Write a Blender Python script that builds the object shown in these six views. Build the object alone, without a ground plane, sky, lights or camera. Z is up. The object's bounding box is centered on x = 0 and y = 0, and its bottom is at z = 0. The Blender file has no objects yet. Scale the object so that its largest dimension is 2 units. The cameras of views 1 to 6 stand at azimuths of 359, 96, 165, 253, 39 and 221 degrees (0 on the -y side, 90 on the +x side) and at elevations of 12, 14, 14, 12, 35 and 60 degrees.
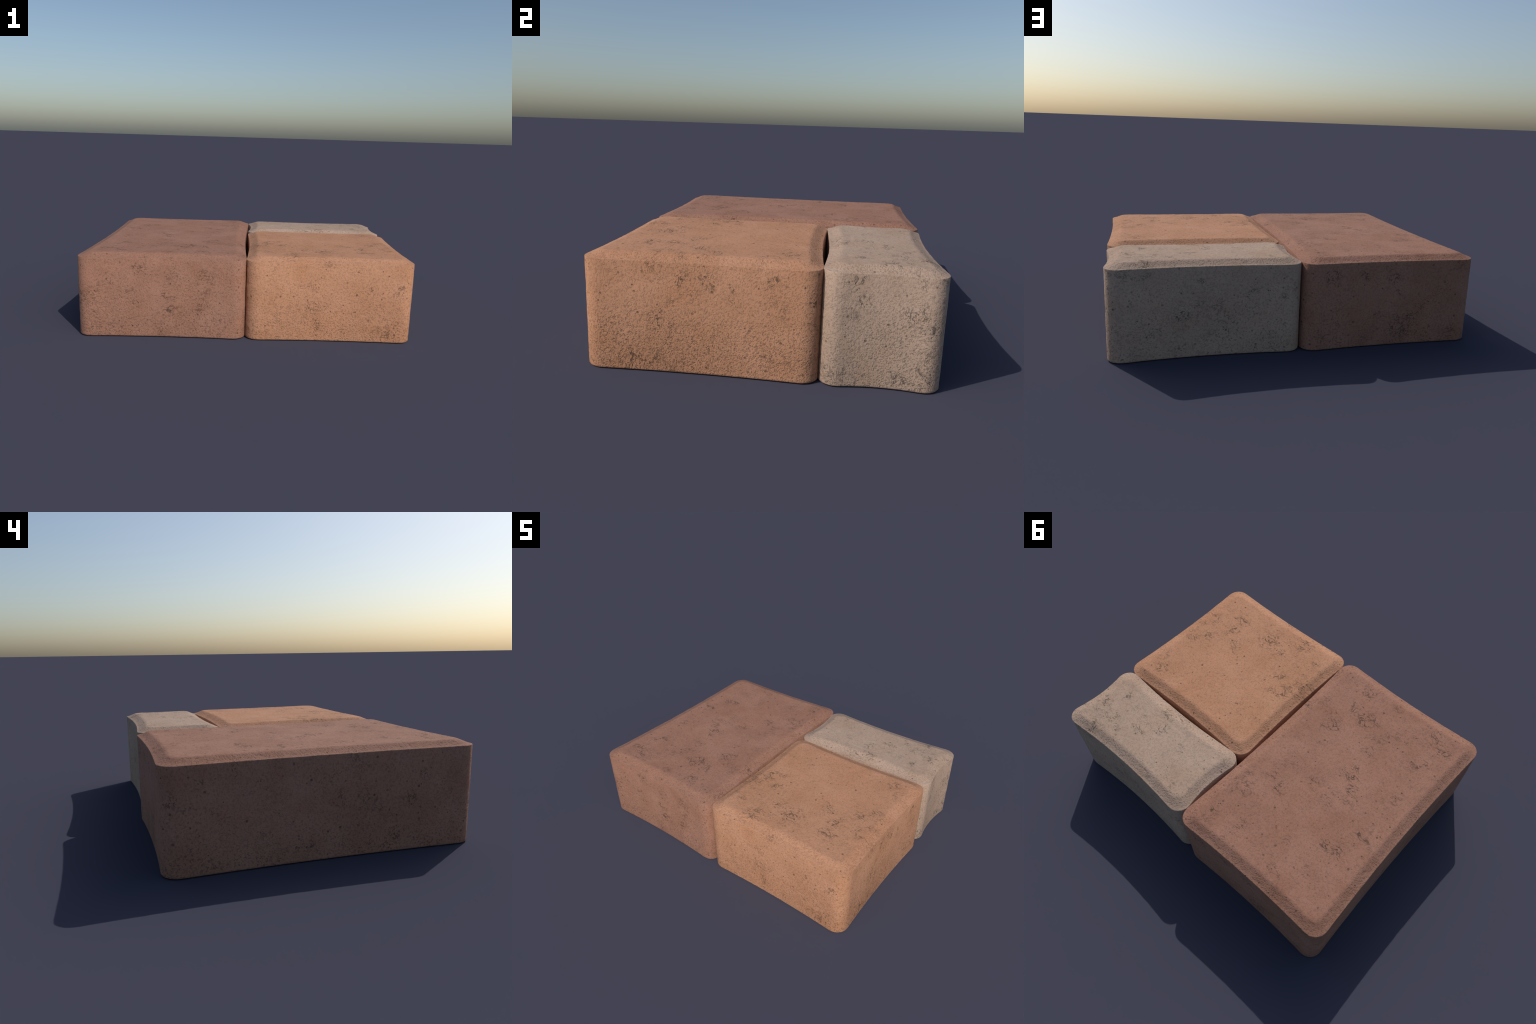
"""Three loose concrete paving stones (red, orange, grey) laid edge to edge.

Each stone is lofted from rounded-rectangle outlines whose four sides are
slightly hollow: a straight wall, a crisp rim, an S-shaped chamfer and a flat
top.  A little noise roughens the cast surface; pits, scuffs and grain below
that size are in the material.
"""
import math
import bpy
import numpy as np

RIM_Z = 0.4797           # height of the crisp rim, top of the vertical wall
CORNER_R = 0.073         # plan radius of the corners
LEAN = 22.0              # soft upward lean of the wall shading at the rim, degrees

# chamfer profile: (inset from rim, rise above rim)
CHAMFER = [(0.0, 0.0), (0.014, 0.0037), (0.028, 0.0095), (0.042, 0.0160),
           (0.055, 0.0217), (0.064, 0.0236), (0.076, 0.0240)]

# ------------------------------------------------------------------ noise

def lattice(ix, iy, iz, seed):
    """Hashed value in 0..1 for integer lattice points."""
    h = (ix * 374761393 + iy * 668265263 + iz * 2147483647 + seed * 974634721) & 0xFFFFFFFF
    h = ((h ^ (h >> 13)) * 1274126177) & 0xFFFFFFFF
    h = ((h ^ (h >> 16)) * 2246822519) & 0xFFFFFFFF
    return ((h ^ (h >> 15)) & 0xFFFFFF) / float(0xFFFFFF)


def value_noise(p, scale, seed):
    q = p * scale
    i = np.floor(q).astype(np.int64)
    f = q - i
    f = f * f * (3 - 2 * f)
    out = np.zeros(len(p))
    for dx in (0, 1):
        wx = f[:, 0] if dx else 1 - f[:, 0]
        for dy in (0, 1):
            wy = f[:, 1] if dy else 1 - f[:, 1]
            for dz in (0, 1):
                wz = f[:, 2] if dz else 1 - f[:, 2]
                out += wx * wy * wz * lattice(i[:, 0] + dx, i[:, 1] + dy, i[:, 2] + dz, seed)
    return out * 2 - 1

# ---------------------------------------------------------------- outline

def outline(hx, hy, inset, hollow, step):
    """Plan of one stone, counter-clockwise: rounded corners, hollow sides.
    The number of points depends on hx, hy and step only, so that outlines of
    different inset can be lofted together."""
    r = max(CORNER_R - 0.42 * inset, 0.02)
    ax, ay = hx - inset, hy - inset
    n_arc = 20
    pts = []
    sides = [((ax, -ay), (0, 1), 2 * hy), ((ax, ay), (-1, 0), 2 * hx),
             ((-ax, ay), (0, -1), 2 * hy), ((-ax, -ay), (1, 0), 2 * hx)]
    for k, ((cx, cy), (dx, dy), length) in enumerate(sides):
        n_side = int(round((length - 2 * CORNER_R) / step))
        nx, ny = dy, -dx                                 # outward
        full = 2 * (ay if dx == 0 else ax)
        t = np.linspace(-1, 1, n_side + 1)[:-1]
        along = full / 2 + t * (full / 2 - r)
        dent = hollow[k] * (1 - t * t)
        pts.append(np.stack([cx + dx * along - nx * dent, cy + dy * along - ny * dent], 1))
        ex, ey = cx + dx * (full - r) - nx * r, cy + dy * (full - r) - ny * r
        a = np.linspace(0, math.pi / 2, n_arc + 1)[:-1]
        pts.append(np.stack([ex + r * (nx * np.cos(a) + dx * np.sin(a)),
                             ey + r * (ny * np.cos(a) + dy * np.sin(a))], 1))
    p = np.concatenate(pts)
    for _ in range(10):                                  # ease arc into side
        p = 0.5 * p + 0.25 * (np.roll(p, 1, 0) + np.roll(p, -1, 0))
    return p


def chamfer_rise(s):
    xs, ys = np.array(CHAMFER).T
    m = np.gradient(ys, xs)
    m[0], m[-1] = 0.18, 0.0
    k = int(np.clip(np.searchsorted(xs, s, side="right") - 1, 0, len(xs) - 2))
    h = xs[k + 1] - xs[k]
    t = (s - xs[k]) / h
    return ((2 * t**3 - 3 * t**2 + 1) * ys[k] + (t**3 - 2 * t**2 + t) * h * m[k]
            + (-2 * t**3 + 3 * t**2) * ys[k + 1] + (t**3 - t**2) * h * m[k + 1])


def stone_mesh(name, hx, hy, hollow, seed, step=0.006):
    rows = []

    def add(inset, z):
        o = outline(hx, hy, inset, hollow, step)
        rows.append(np.column_stack([o, np.full(len(o), z)]))

    rim = outline(hx, hy, 0.0, hollow, step)
    base = outline(hx, hy, 0.006, hollow, step)
    for k in (0.02, 0.5, 0.95):                           # underside
        rows.append(np.column_stack([base * k, np.zeros(len(base))]))
    add(0.006, 0.0)
    add(0.0025, 0.002)
    for z in np.linspace(0.006, RIM_Z - 0.003, 80):       # wall
        add(0.0, z)
    add(0.0, RIM_Z - 0.0012)
    add(0.0010, RIM_Z)
    for s in np.linspace(0.0035, CHAMFER[-1][0], 24):     # chamfer
        add(s, RIM_Z + chamfer_rise(s))
    top = rows[-1].copy()
    reach = min(hx, hy) - CHAMFER[-1][0]
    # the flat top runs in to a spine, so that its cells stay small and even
    spine = top.copy()
    spine[:, 0] = np.clip(top[:, 0], -(hx - CHAMFER[-1][0] - reach) - 1e-3, hx - CHAMFER[-1][0] - reach + 1e-3)
    spine[:, 1] = np.clip(top[:, 1], -(hy - CHAMFER[-1][0] - reach) - 1e-3, hy - CHAMFER[-1][0] - reach + 1e-3)
    calm = [1.0] * len(rows)
    for k in np.linspace(0, 0.7, int(0.7 * reach / 0.007))[1:]:
        rows.append(top * (1 - k) + spine * k)
        calm.append(max(0.0, 1 - k / 0.6))               # the middle is level
    m, n = len(rows), len(rim)
    v = np.concatenate(rows)

    # roughness of the cast face, along an approximate outward direction
    g = v.reshape(m, n, 3)
    du = np.roll(g, -1, 1) - np.roll(g, 1, 1)
    dv = np.empty_like(g)
    dv[1:-1] = g[2:] - g[:-2]
    dv[0], dv[-1] = g[1] - g[0], g[-1] - g[-2]
    nrm = np.cross(du, dv)
    nrm /= np.linalg.norm(nrm, axis=2, keepdims=True) + 1e-12
    nrm = nrm.reshape(-1, 3)
    q = v + seed * 7.31
    d = (0.0007 * value_noise(q, 22, seed) + 0.0005 * value_noise(q, 60, seed + 1)
         + 0.0003 * value_noise(q, 115, seed + 2))
    pit = value_noise(q, 38, seed + 3)
    d -= 0.0014 * np.clip((pit - 0.62) / 0.3, 0, 1)
    fade = np.clip(v[:, 2] / 0.02, 0, 1) * np.repeat(calm, n)
    v = v + nrm * (d * fade)[:, None]

    i = np.arange(n)
    j = (i + 1) % n
    quads = [np.stack([r * n + i, r * n + j, (r + 1) * n + j, (r + 1) * n + i], 1) for r in range(m - 1)]
    faces = np.concatenate(quads).tolist()
    faces.append(list(range(n - 1, -1, -1)))
    faces.append(list(range((m - 1) * n, m * n)))
    mesh = bpy.data.meshes.new(name)
    mesh.from_pydata(v.tolist(), [], faces)
    mesh.polygons.foreach_set("use_smooth", [True] * len(mesh.polygons))
    mesh.update()
    # the cast walls shade softly over into the rim: lean their normals up
    # a little towards the top, without changing the straight silhouette
    soft = np.empty(3 * len(v))
    mesh.vertex_normals.foreach_get("vector", soft)
    soft = soft.reshape(-1, 3)
    lean = np.tan(np.radians(4.0 + (LEAN - 4.0) * np.clip(v[:, 2] / RIM_Z, 0, 1)))
    wall = (v[:, 2] < RIM_Z - 0.0008) & (np.abs(soft[:, 2]) < 0.6) & (v[:, 2] > 0.003)
    soft[:, 2] += np.where(wall, lean, 0.0)
    soft /= np.linalg.norm(soft, axis=1, keepdims=True)
    mesh.normals_split_custom_set_from_vertices(soft.tolist())
    return mesh

# --------------------------------------------------------------- material

class Nodes:
    """Small helper for writing node trees as expressions."""

    def __init__(self, tree):
        self.tree = tree

    def put(self, sock, value):
        if isinstance(value, bpy.types.NodeSocket):
            self.tree.links.new(value, sock)
        else:
            sock.default_value = value

    def math(self, op, a, b=0.0, clamp=False):
        n = self.tree.nodes.new("ShaderNodeMath")
        n.operation, n.use_clamp = op, clamp
        self.put(n.inputs[0], a)
        self.put(n.inputs[1], b)
        return n.outputs[0]

    def vec(self, op, a, b=(0, 0, 0), out=0):
        n = self.tree.nodes.new("ShaderNodeVectorMath")
        n.operation = op
        self.put(n.inputs[0], a)
        self.put(n.inputs[1], b)
        return n.outputs["Value"] if out == "Value" else n.outputs[0]

    def ramp(self, x, lo, hi, a=0.0, b=1.0):
        n = self.tree.nodes.new("ShaderNodeMapRange")
        n.interpolation_type = "SMOOTHSTEP"
        for k, value in zip(("Value", "From Min", "From Max", "To Min", "To Max"), (x, lo, hi, a, b)):
            self.put(n.inputs[k], value)
        return n.outputs["Result"]

    def noise(self, p, scale, detail=2.0, rough=0.5, distort=0.0):
        n = self.tree.nodes.new("ShaderNodeTexNoise")
        self.put(n.inputs["Vector"], p)
        for k, value in zip(("Scale", "Detail", "Roughness", "Distortion"), (scale, detail, rough, distort)):
            n.inputs[k].default_value = value
        return n.outputs["Fac"]

    def mix(self, fac, a, b, blend="MIX"):
        n = self.tree.nodes.new("ShaderNodeMix")
        n.data_type, n.blend_type = "RGBA", blend
        for k, value in ((0, fac), (6, a), (7, b)):
            self.put(n.inputs[k], value)
        return n.outputs[2]


def stone_material(name, pale, deep, dirt, worn, seed):
    mat = bpy.data.materials.new(name)
    mat.use_nodes = True
    tree = mat.node_tree
    nd = Nodes(tree)
    shader = tree.nodes["Principled BSDF"]
    coord = tree.nodes.new("ShaderNodeTexCoord").outputs["Object"]
    normal = tree.nodes.new("ShaderNodeNewGeometry").outputs["True Normal"]
    p = nd.vec("ADD", coord, (seed * 3.7, seed * 1.9, seed * 5.3))

    # flat coordinates of the face a point lies on (top, long wall, short wall)
    sep, sn = tree.nodes.new("ShaderNodeSeparateXYZ"), tree.nodes.new("ShaderNodeSeparateXYZ")
    nd.put(sep.inputs[0], p)
    nd.put(sn.inputs[0], normal)
    x, y, z = sep.outputs
    z_local = nd.math("SUBTRACT", z, seed * 5.3)
    is_top = nd.math("GREATER_THAN", nd.math("ABSOLUTE", sn.outputs[2]), 0.6)
    is_x = nd.math("GREATER_THAN", nd.math("ABSOLUTE", sn.outputs[0]), nd.math("ABSOLUTE", sn.outputs[1]))

    def choose(c, a, b):
        return nd.math("ADD", nd.math("MULTIPLY", c, a), nd.math("MULTIPLY", nd.math("SUBTRACT", 1.0, c), b))

    flat = tree.nodes.new("ShaderNodeCombineXYZ")
    nd.put(flat.inputs[0], choose(is_top, x, choose(is_x, nd.math("ADD", y, 4.3), x)))
    nd.put(flat.inputs[1], choose(is_top, y, nd.math("ADD", z, 9.1)))
    flat = flat.outputs[0]

    # cloudy variation of the cast colour
    cloud = nd.noise(p, 3.2, 4.0, 0.55, 0.3)
    blotch = nd.noise(p, 11.0, 3.0, 0.6)
    tone = nd.ramp(nd.math("ADD", nd.math("MULTIPLY", cloud, 0.65), nd.math("MULTIPLY", blotch, 0.35)), 0.33, 0.67)
    colour = nd.mix(tone, deep, pale)

    # broad brownish stains that hardly change the brightness
    stain = nd.ramp(nd.noise(p, 4.6, 3.0, 0.6, 0.5), 0.46, 0.68)
    colour = nd.mix(nd.math("MULTIPLY", stain, 0.45), colour, nd.mix(1.0, colour, (0.96, 0.90, 0.82, 1), "MULTIPLY"))

    # fine curly grain, its relief shading partly painted into the colour
    worm = nd.noise(p, 100.0, 2.0, 0.6, 0.5)
    fine = nd.noise(p, 190.0, 1.0, 0.5)
    grain = nd.math("ADD", nd.math("MULTIPLY", worm, 0.62), nd.math("MULTIPLY", fine, 0.38))
    grain = nd.ramp(grain, 0.33, 0.57)
    speck = grain
    dark = nd.mix(is_top, (0.76, 0.77, 0.79, 1), (0.77, 0.79, 0.81, 1))
    bright = nd.mix(is_top, (1.06, 1.05, 1.04, 1), (1.06, 1.05, 1.04, 1))
    colour = nd.mix(1.0, colour, nd.mix(speck, dark, bright), "MULTIPLY")

    # worn, scuffed patches with ragged borders
    ragged = tree.nodes.new("ShaderNodeTexNoise")
    nd.put(ragged.inputs["Vector"], p)
    ragged.inputs["Scale"].default_value = 16.0
    ragged.inputs["Detail"].default_value = 2.0
    shift = nd.vec("MULTIPLY", nd.vec("SUBTRACT", ragged.outputs["Color"], (0.5, 0.5, 0.5)), (0.12, 0.12, 0.12))
    torn = nd.vec("ADD", coord, shift)
    wear = None
    for cx, cy, cz, r in worn:
        far = nd.vec("DISTANCE", torn, (cx, cy, cz), out="Value")
        one = nd.ramp(far, r * 0.35, r * 1.4, 1.0, 0.0)
        wear = one if wear is None else nd.math("MAXIMUM", wear, one)
    stray = nd.ramp(nd.noise(p, 7.0, 2.0, 0.5), 0.58, 0.70)
    wear = nd.math("MAXIMUM", wear, nd.math("MULTIPLY", stray, 0.6))
    # strokes run along x on the top, up and down on the short walls
    flow = tree.nodes.new("ShaderNodeCombineXYZ")
    sf = tree.nodes.new("ShaderNodeSeparateXYZ")
    warped = nd.vec("ADD", flat, nd.vec("MULTIPLY", ragged.outputs["Color"], (0.05, 0.05, 0.0)))
    nd.put(sf.inputs[0], warped)
    nd.put(flow.inputs[0], nd.math("MULTIPLY", sf.outputs[0], choose(is_top, 0.55, choose(is_x, 1.0, 0.75))))
    nd.put(flow.inputs[1], nd.math("MULTIPLY", sf.outputs[1], choose(is_top, 1.0, choose(is_x, 0.6, 1.0))))
    stroke = nd.math("ABSOLUTE", nd.math("SUBTRACT", nd.noise(flow.outputs[0], 36.0, 2.5, 0.62, 0.6), 0.5))
    stroke = nd.ramp(stroke, 0.012, 0.042, 1.0, 0.0)
    broken = nd.ramp(nd.noise(flow.outputs[0], 27.0, 3.5, 0.7), 0.44, 0.51)
    scuff = nd.math("MULTIPLY", nd.math("MULTIPLY", stroke, broken), wear)
    smear = nd.math("MULTIPLY", nd.math("MULTIPLY", wear, broken), 0.08)
    scuff = nd.math("MAXIMUM", scuff, smear)

    # small round air holes, a few of them in each area
    def holes(scale, radius, share):
        v = tree.nodes.new("ShaderNodeTexVoronoi")
        v.voronoi_dimensions = "2D"
        nd.put(v.inputs["Vector"], flat)
        v.inputs["Scale"].default_value = scale
        pick = tree.nodes.new("ShaderNodeSeparateColor")
        nd.put(pick.inputs[0], v.outputs["Color"])
        there = nd.math("LESS_THAN", pick.outputs[0], share)
        size = nd.math("MULTIPLY", nd.math("ADD", nd.math("MULTIPLY", pick.outputs[1], 0.6), 0.6), radius * scale)
        hole = nd.ramp(nd.math("DIVIDE", v.outputs["Distance"], size), 0.5, 1.1, 1.0, 0.0)
        return nd.math("MULTIPLY", hole, nd.math("MULTIPLY", there, nd.math("ADD", 0.55, nd.math("MULTIPLY", pick.outputs[2], 0.45))))

    hole = nd.math("MAXIMUM", holes(13.0, 0.0066, 0.36), holes(27.0, 0.0045, 0.07))
    # dark flecks on the walls, thickest low down and in the worn patches
    thick = nd.ramp(nd.math("ADD", nd.noise(p, 5.0, 3.0, 0.6), nd.math("MULTIPLY", z_local, -0.5)), 0.27, 0.66, 0.0, 0.75)
    thick = nd.math("MAXIMUM", thick, wear)
    dark_fleck = nd.ramp(worm, 0.335, 0.42, 1.0, 0.0)
    dark_fleck = nd.math("MULTIPLY", nd.math("MULTIPLY", dark_fleck, thick), choose(is_top, 0.15, 0.70))
    mark = nd.math("MAXIMUM", nd.math("MULTIPLY", scuff, 0.86), nd.math("MULTIPLY", hole, 0.85))
    mark = nd.math("MAXIMUM", mark, dark_fleck)
    colour = nd.mix(mark, colour, dirt)
    nd.put(shader.inputs["Base Color"], colour)
    shader.inputs["Roughness"].default_value = 0.9
    shader.inputs["Specular IOR Level"].default_value = 0.2

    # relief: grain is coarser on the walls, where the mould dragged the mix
    wall = nd.math("SUBTRACT", 1.0, nd.ramp(sn.outputs[2], 0.94, 0.995))
    low = nd.ramp(nd.math("ADD", nd.noise(p, 4.0, 2.0), nd.math("MULTIPLY", z_local, -0.6)), 0.15, 0.55, 0.6, 1.7)
    amount = nd.math("ADD", 0.10, nd.math("MULTIPLY", wall, nd.math("MULTIPLY", low, 0.20)))
    slope = nd.math("MULTIPLY", nd.ramp(sn.outputs[2], 0.5, 0.8), nd.ramp(sn.outputs[2], 0.965, 0.992, 1.0, 0.0))
    amount = nd.math("ADD", amount, nd.math("MULTIPLY", slope, nd.ramp(nd.noise(p, 6.0, 2.0), 0.35, 0.65, 0.03, 0.16)))
    height = nd.math("SUBTRACT", nd.math("MULTIPLY", grain, amount),
                     nd.math("ADD", nd.math("ADD", nd.math("MULTIPLY", scuff, 0.35), nd.math("MULTIPLY", dark_fleck, 0.2)), nd.math("MULTIPLY", hole, 0.3)))
    bump = tree.nodes.new("ShaderNodeBump")
    bump.inputs["Strength"].default_value = 1.0
    bump.inputs["Distance"].default_value = 0.0035
    nd.put(bump.inputs["Height"], height)
    nd.put(shader.inputs["Normal"], bump.outputs["Normal"])
    return mat

# ------------------------------------------------------------- the stones
# worn patches: x, y, z from the stone's own base centre, and radius

RED_WORN = [
    (-0.11, -0.73, 0.42, 0.05), (0.04, -0.73, 0.26, 0.034), (-0.16, -0.73, 0.2, 0.04), (0.05, -0.73, 0.19, 0.036),
    (0.24, -0.73, 0.21, 0.039), (0.0, -0.73, 0.06, 0.048), (0.35, -0.73, 0.12, 0.028), (0.06, -0.73, 0.47, 0.017),
    (0.34, 0.73, 0.41, 0.057), (0.17, 0.73, 0.42, 0.035), (-0.01, 0.73, 0.38, 0.042), (-0.12, 0.73, 0.15, 0.062),
    (-0.19, 0.73, 0.19, 0.031), (-0.06, 0.73, 0.1, 0.075), (-0.36, 0.73, 0.05, 0.059), (-0.06, 0.73, 0.3, 0.024),
    (-0.48, 0.44, 0.44, 0.027), (-0.48, 0.59, 0.38, 0.031), (-0.48, 0.64, 0.39, 0.026), (-0.48, 0.69, 0.32, 0.031),
    (-0.48, 0.65, 0.29, 0.03), (-0.48, -0.47, 0.37, 0.036), (-0.48, -0.4, 0.25, 0.039), (-0.48, 0.09, 0.08, 0.024),
    (-0.48, -0.34, 0.1, 0.04), (0.22, -0.49, 0.51, 0.045), (0.45, -0.32, 0.51, 0.057), (0.26, -0.28, 0.51, 0.069),
    (0.11, -0.45, 0.51, 0.07), (0.23, -0.62, 0.51, 0.055), (-0.02, -0.28, 0.51, 0.041), (-0.07, -0.45, 0.51, 0.042),
    (-0.13, -0.5, 0.51, 0.038), (-0.27, -0.61, 0.51, 0.067), (-0.34, -0.55, 0.51, 0.056), (-0.32, -0.41, 0.51, 0.044),
    (0.29, 0.09, 0.51, 0.04), (0.28, 0.2, 0.51, 0.046), (0.35, 0.37, 0.51, 0.064), (0.19, 0.26, 0.51, 0.042),
    (-0.05, -0.1, 0.51, 0.059), (-0.11, -0.01, 0.51, 0.048), (0.07, 0.08, 0.51, 0.057), (-0.06, 0.13, 0.51, 0.041),
    (-0.32, 0.16, 0.51, 0.047), (-0.22, 0.33, 0.51, 0.055), (-0.29, 0.33, 0.51, 0.049), (0.37, 0.61, 0.51, 0.039),
    (0.21, 0.56, 0.51, 0.039), (-0.11, 0.54, 0.51, 0.015)]
ORANGE_WORN = [
    (0.24, -0.49, 0.31, 0.034), (0.42, -0.49, 0.31, 0.029), (-0.1, -0.49, 0.2, 0.051), (-0.15, -0.49, 0.15, 0.028),
    (-0.29, -0.49, 0.09, 0.032), (0.34, -0.49, 0.06, 0.047), (0.41, -0.49, 0.11, 0.035), (-0.06, -0.49, 0.1, 0.034),
    (0.48, -0.08, 0.41, 0.044), (0.48, 0.04, 0.41, 0.037), (0.48, 0.31, 0.42, 0.03), (0.48, 0.14, 0.38, 0.026),
    (0.48, -0.18, 0.25, 0.039), (0.48, -0.19, 0.2, 0.037), (0.48, -0.29, 0.05, 0.067), (0.48, -0.22, 0.05, 0.048),
    (0.48, -0.08, 0.06, 0.03), (0.48, 0.47, 0.34, 0.028), (0.48, 0.28, 0.1, 0.038), (0.48, 0.37, 0.1, 0.036),
    (0.24, -0.28, 0.51, 0.056), (0.38, -0.16, 0.51, 0.053), (0.22, -0.17, 0.51, 0.063), (0.3, -0.04, 0.51, 0.051),
    (0.38, 0.04, 0.51, 0.055), (0.13, -0.09, 0.51, 0.058), (-0.03, -0.28, 0.51, 0.082), (-0.14, -0.23, 0.51, 0.046),
    (-0.22, -0.4, 0.51, 0.077), (-0.37, -0.32, 0.51, 0.041), (-0.26, -0.09, 0.51, 0.048), (-0.35, -0.01, 0.51, 0.05),
    (0.34, 0.36, 0.51, 0.046), (-0.23, 0.24, 0.51, 0.016), (-0.43, -0.11, 0.51, 0.09)]
GREY_WORN = [
    (0.48, -0.11, 0.45, 0.032), (0.48, -0.08, 0.36, 0.036), (0.48, 0.12, 0.31, 0.048), (0.48, 0.14, 0.47, 0.036),
    (0.48, 0.19, 0.26, 0.037), (0.48, 0.07, 0.05, 0.038), (0.48, 0.16, 0.05, 0.055), (0.02, 0.22, 0.41, 0.024),
    (-0.21, 0.22, 0.34, 0.036), (-0.4, 0.22, 0.33, 0.034), (0.12, 0.22, 0.23, 0.055), (0.27, 0.22, 0.14, 0.034),
    (-0.32, 0.22, 0.09, 0.04), (0.15, 0.22, 0.04, 0.04), (0.39, 0.04, 0.51, 0.067), (0.26, 0.07, 0.51, 0.04),
    (0.19, 0.13, 0.51, 0.039), (0.08, -0.0, 0.51, 0.046), (-0.01, -0.07, 0.51, 0.053), (0.04, -0.17, 0.51, 0.061),
    (-0.04, -0.19, 0.51, 0.046), (-0.44, 0.11, 0.51, 0.036), (-0.25, 0.04, 0.51, 0.015), (0.32, -0.1, 0.51, 0.044),
    (0.3, 0.19, 0.51, 0.054)]

# west, east, south, north edges; hollow of the east, north, west, south sides
STONES = [
    ("red", (-1.0, 0.0, -0.752, 0.752), (0.0161, 0.0139, 0.0178, 0.0147),
     (0.350, 0.184, 0.129, 1), (0.294, 0.148, 0.100, 1), (0.088, 0.052, 0.036, 1), RED_WORN, 3,
     "dull red concrete paving stone with hollow sides"),
    ("orange", (-0.001, 1.0, -0.752, 0.248), (0.0124, 0.0151, 0.0137, 0.0118),
     (0.495, 0.257, 0.153, 1), (0.427, 0.215, 0.121, 1), (0.115, 0.068, 0.042, 1), ORANGE_WORN, 11,
     "square ochre orange concrete paving stone with chamfered rim"),
    ("grey", (0.0, 0.998, 0.244, 0.740), (0.0189, 0.0229, 0.0189, 0.0197),
     (0.440, 0.313, 0.235, 1), (0.380, 0.268, 0.198, 1), (0.105, 0.084, 0.068, 1), GREY_WORN, 23,
     "narrow warm grey concrete paving stone with hollow sides"),
]


def build():
    for colour, (x0, x1, y0, y1), hollow, pale, deep, dirt, worn, seed, label in STONES:
        mesh = stone_mesh("paving_stone", (x1 - x0) / 2, (y1 - y0) / 2, hollow, seed)
        mesh.materials.append(stone_material(colour + "_concrete", pale, deep, dirt, worn, seed))
        stone = bpy.data.objects.new("paving_stone", mesh)
        stone.location = ((x0 + x1) / 2, (y0 + y1) / 2, 0)
        stone["label"] = label
        stone["category"] = "paving stone"
        bpy.context.scene.collection.objects.link(stone)


build()
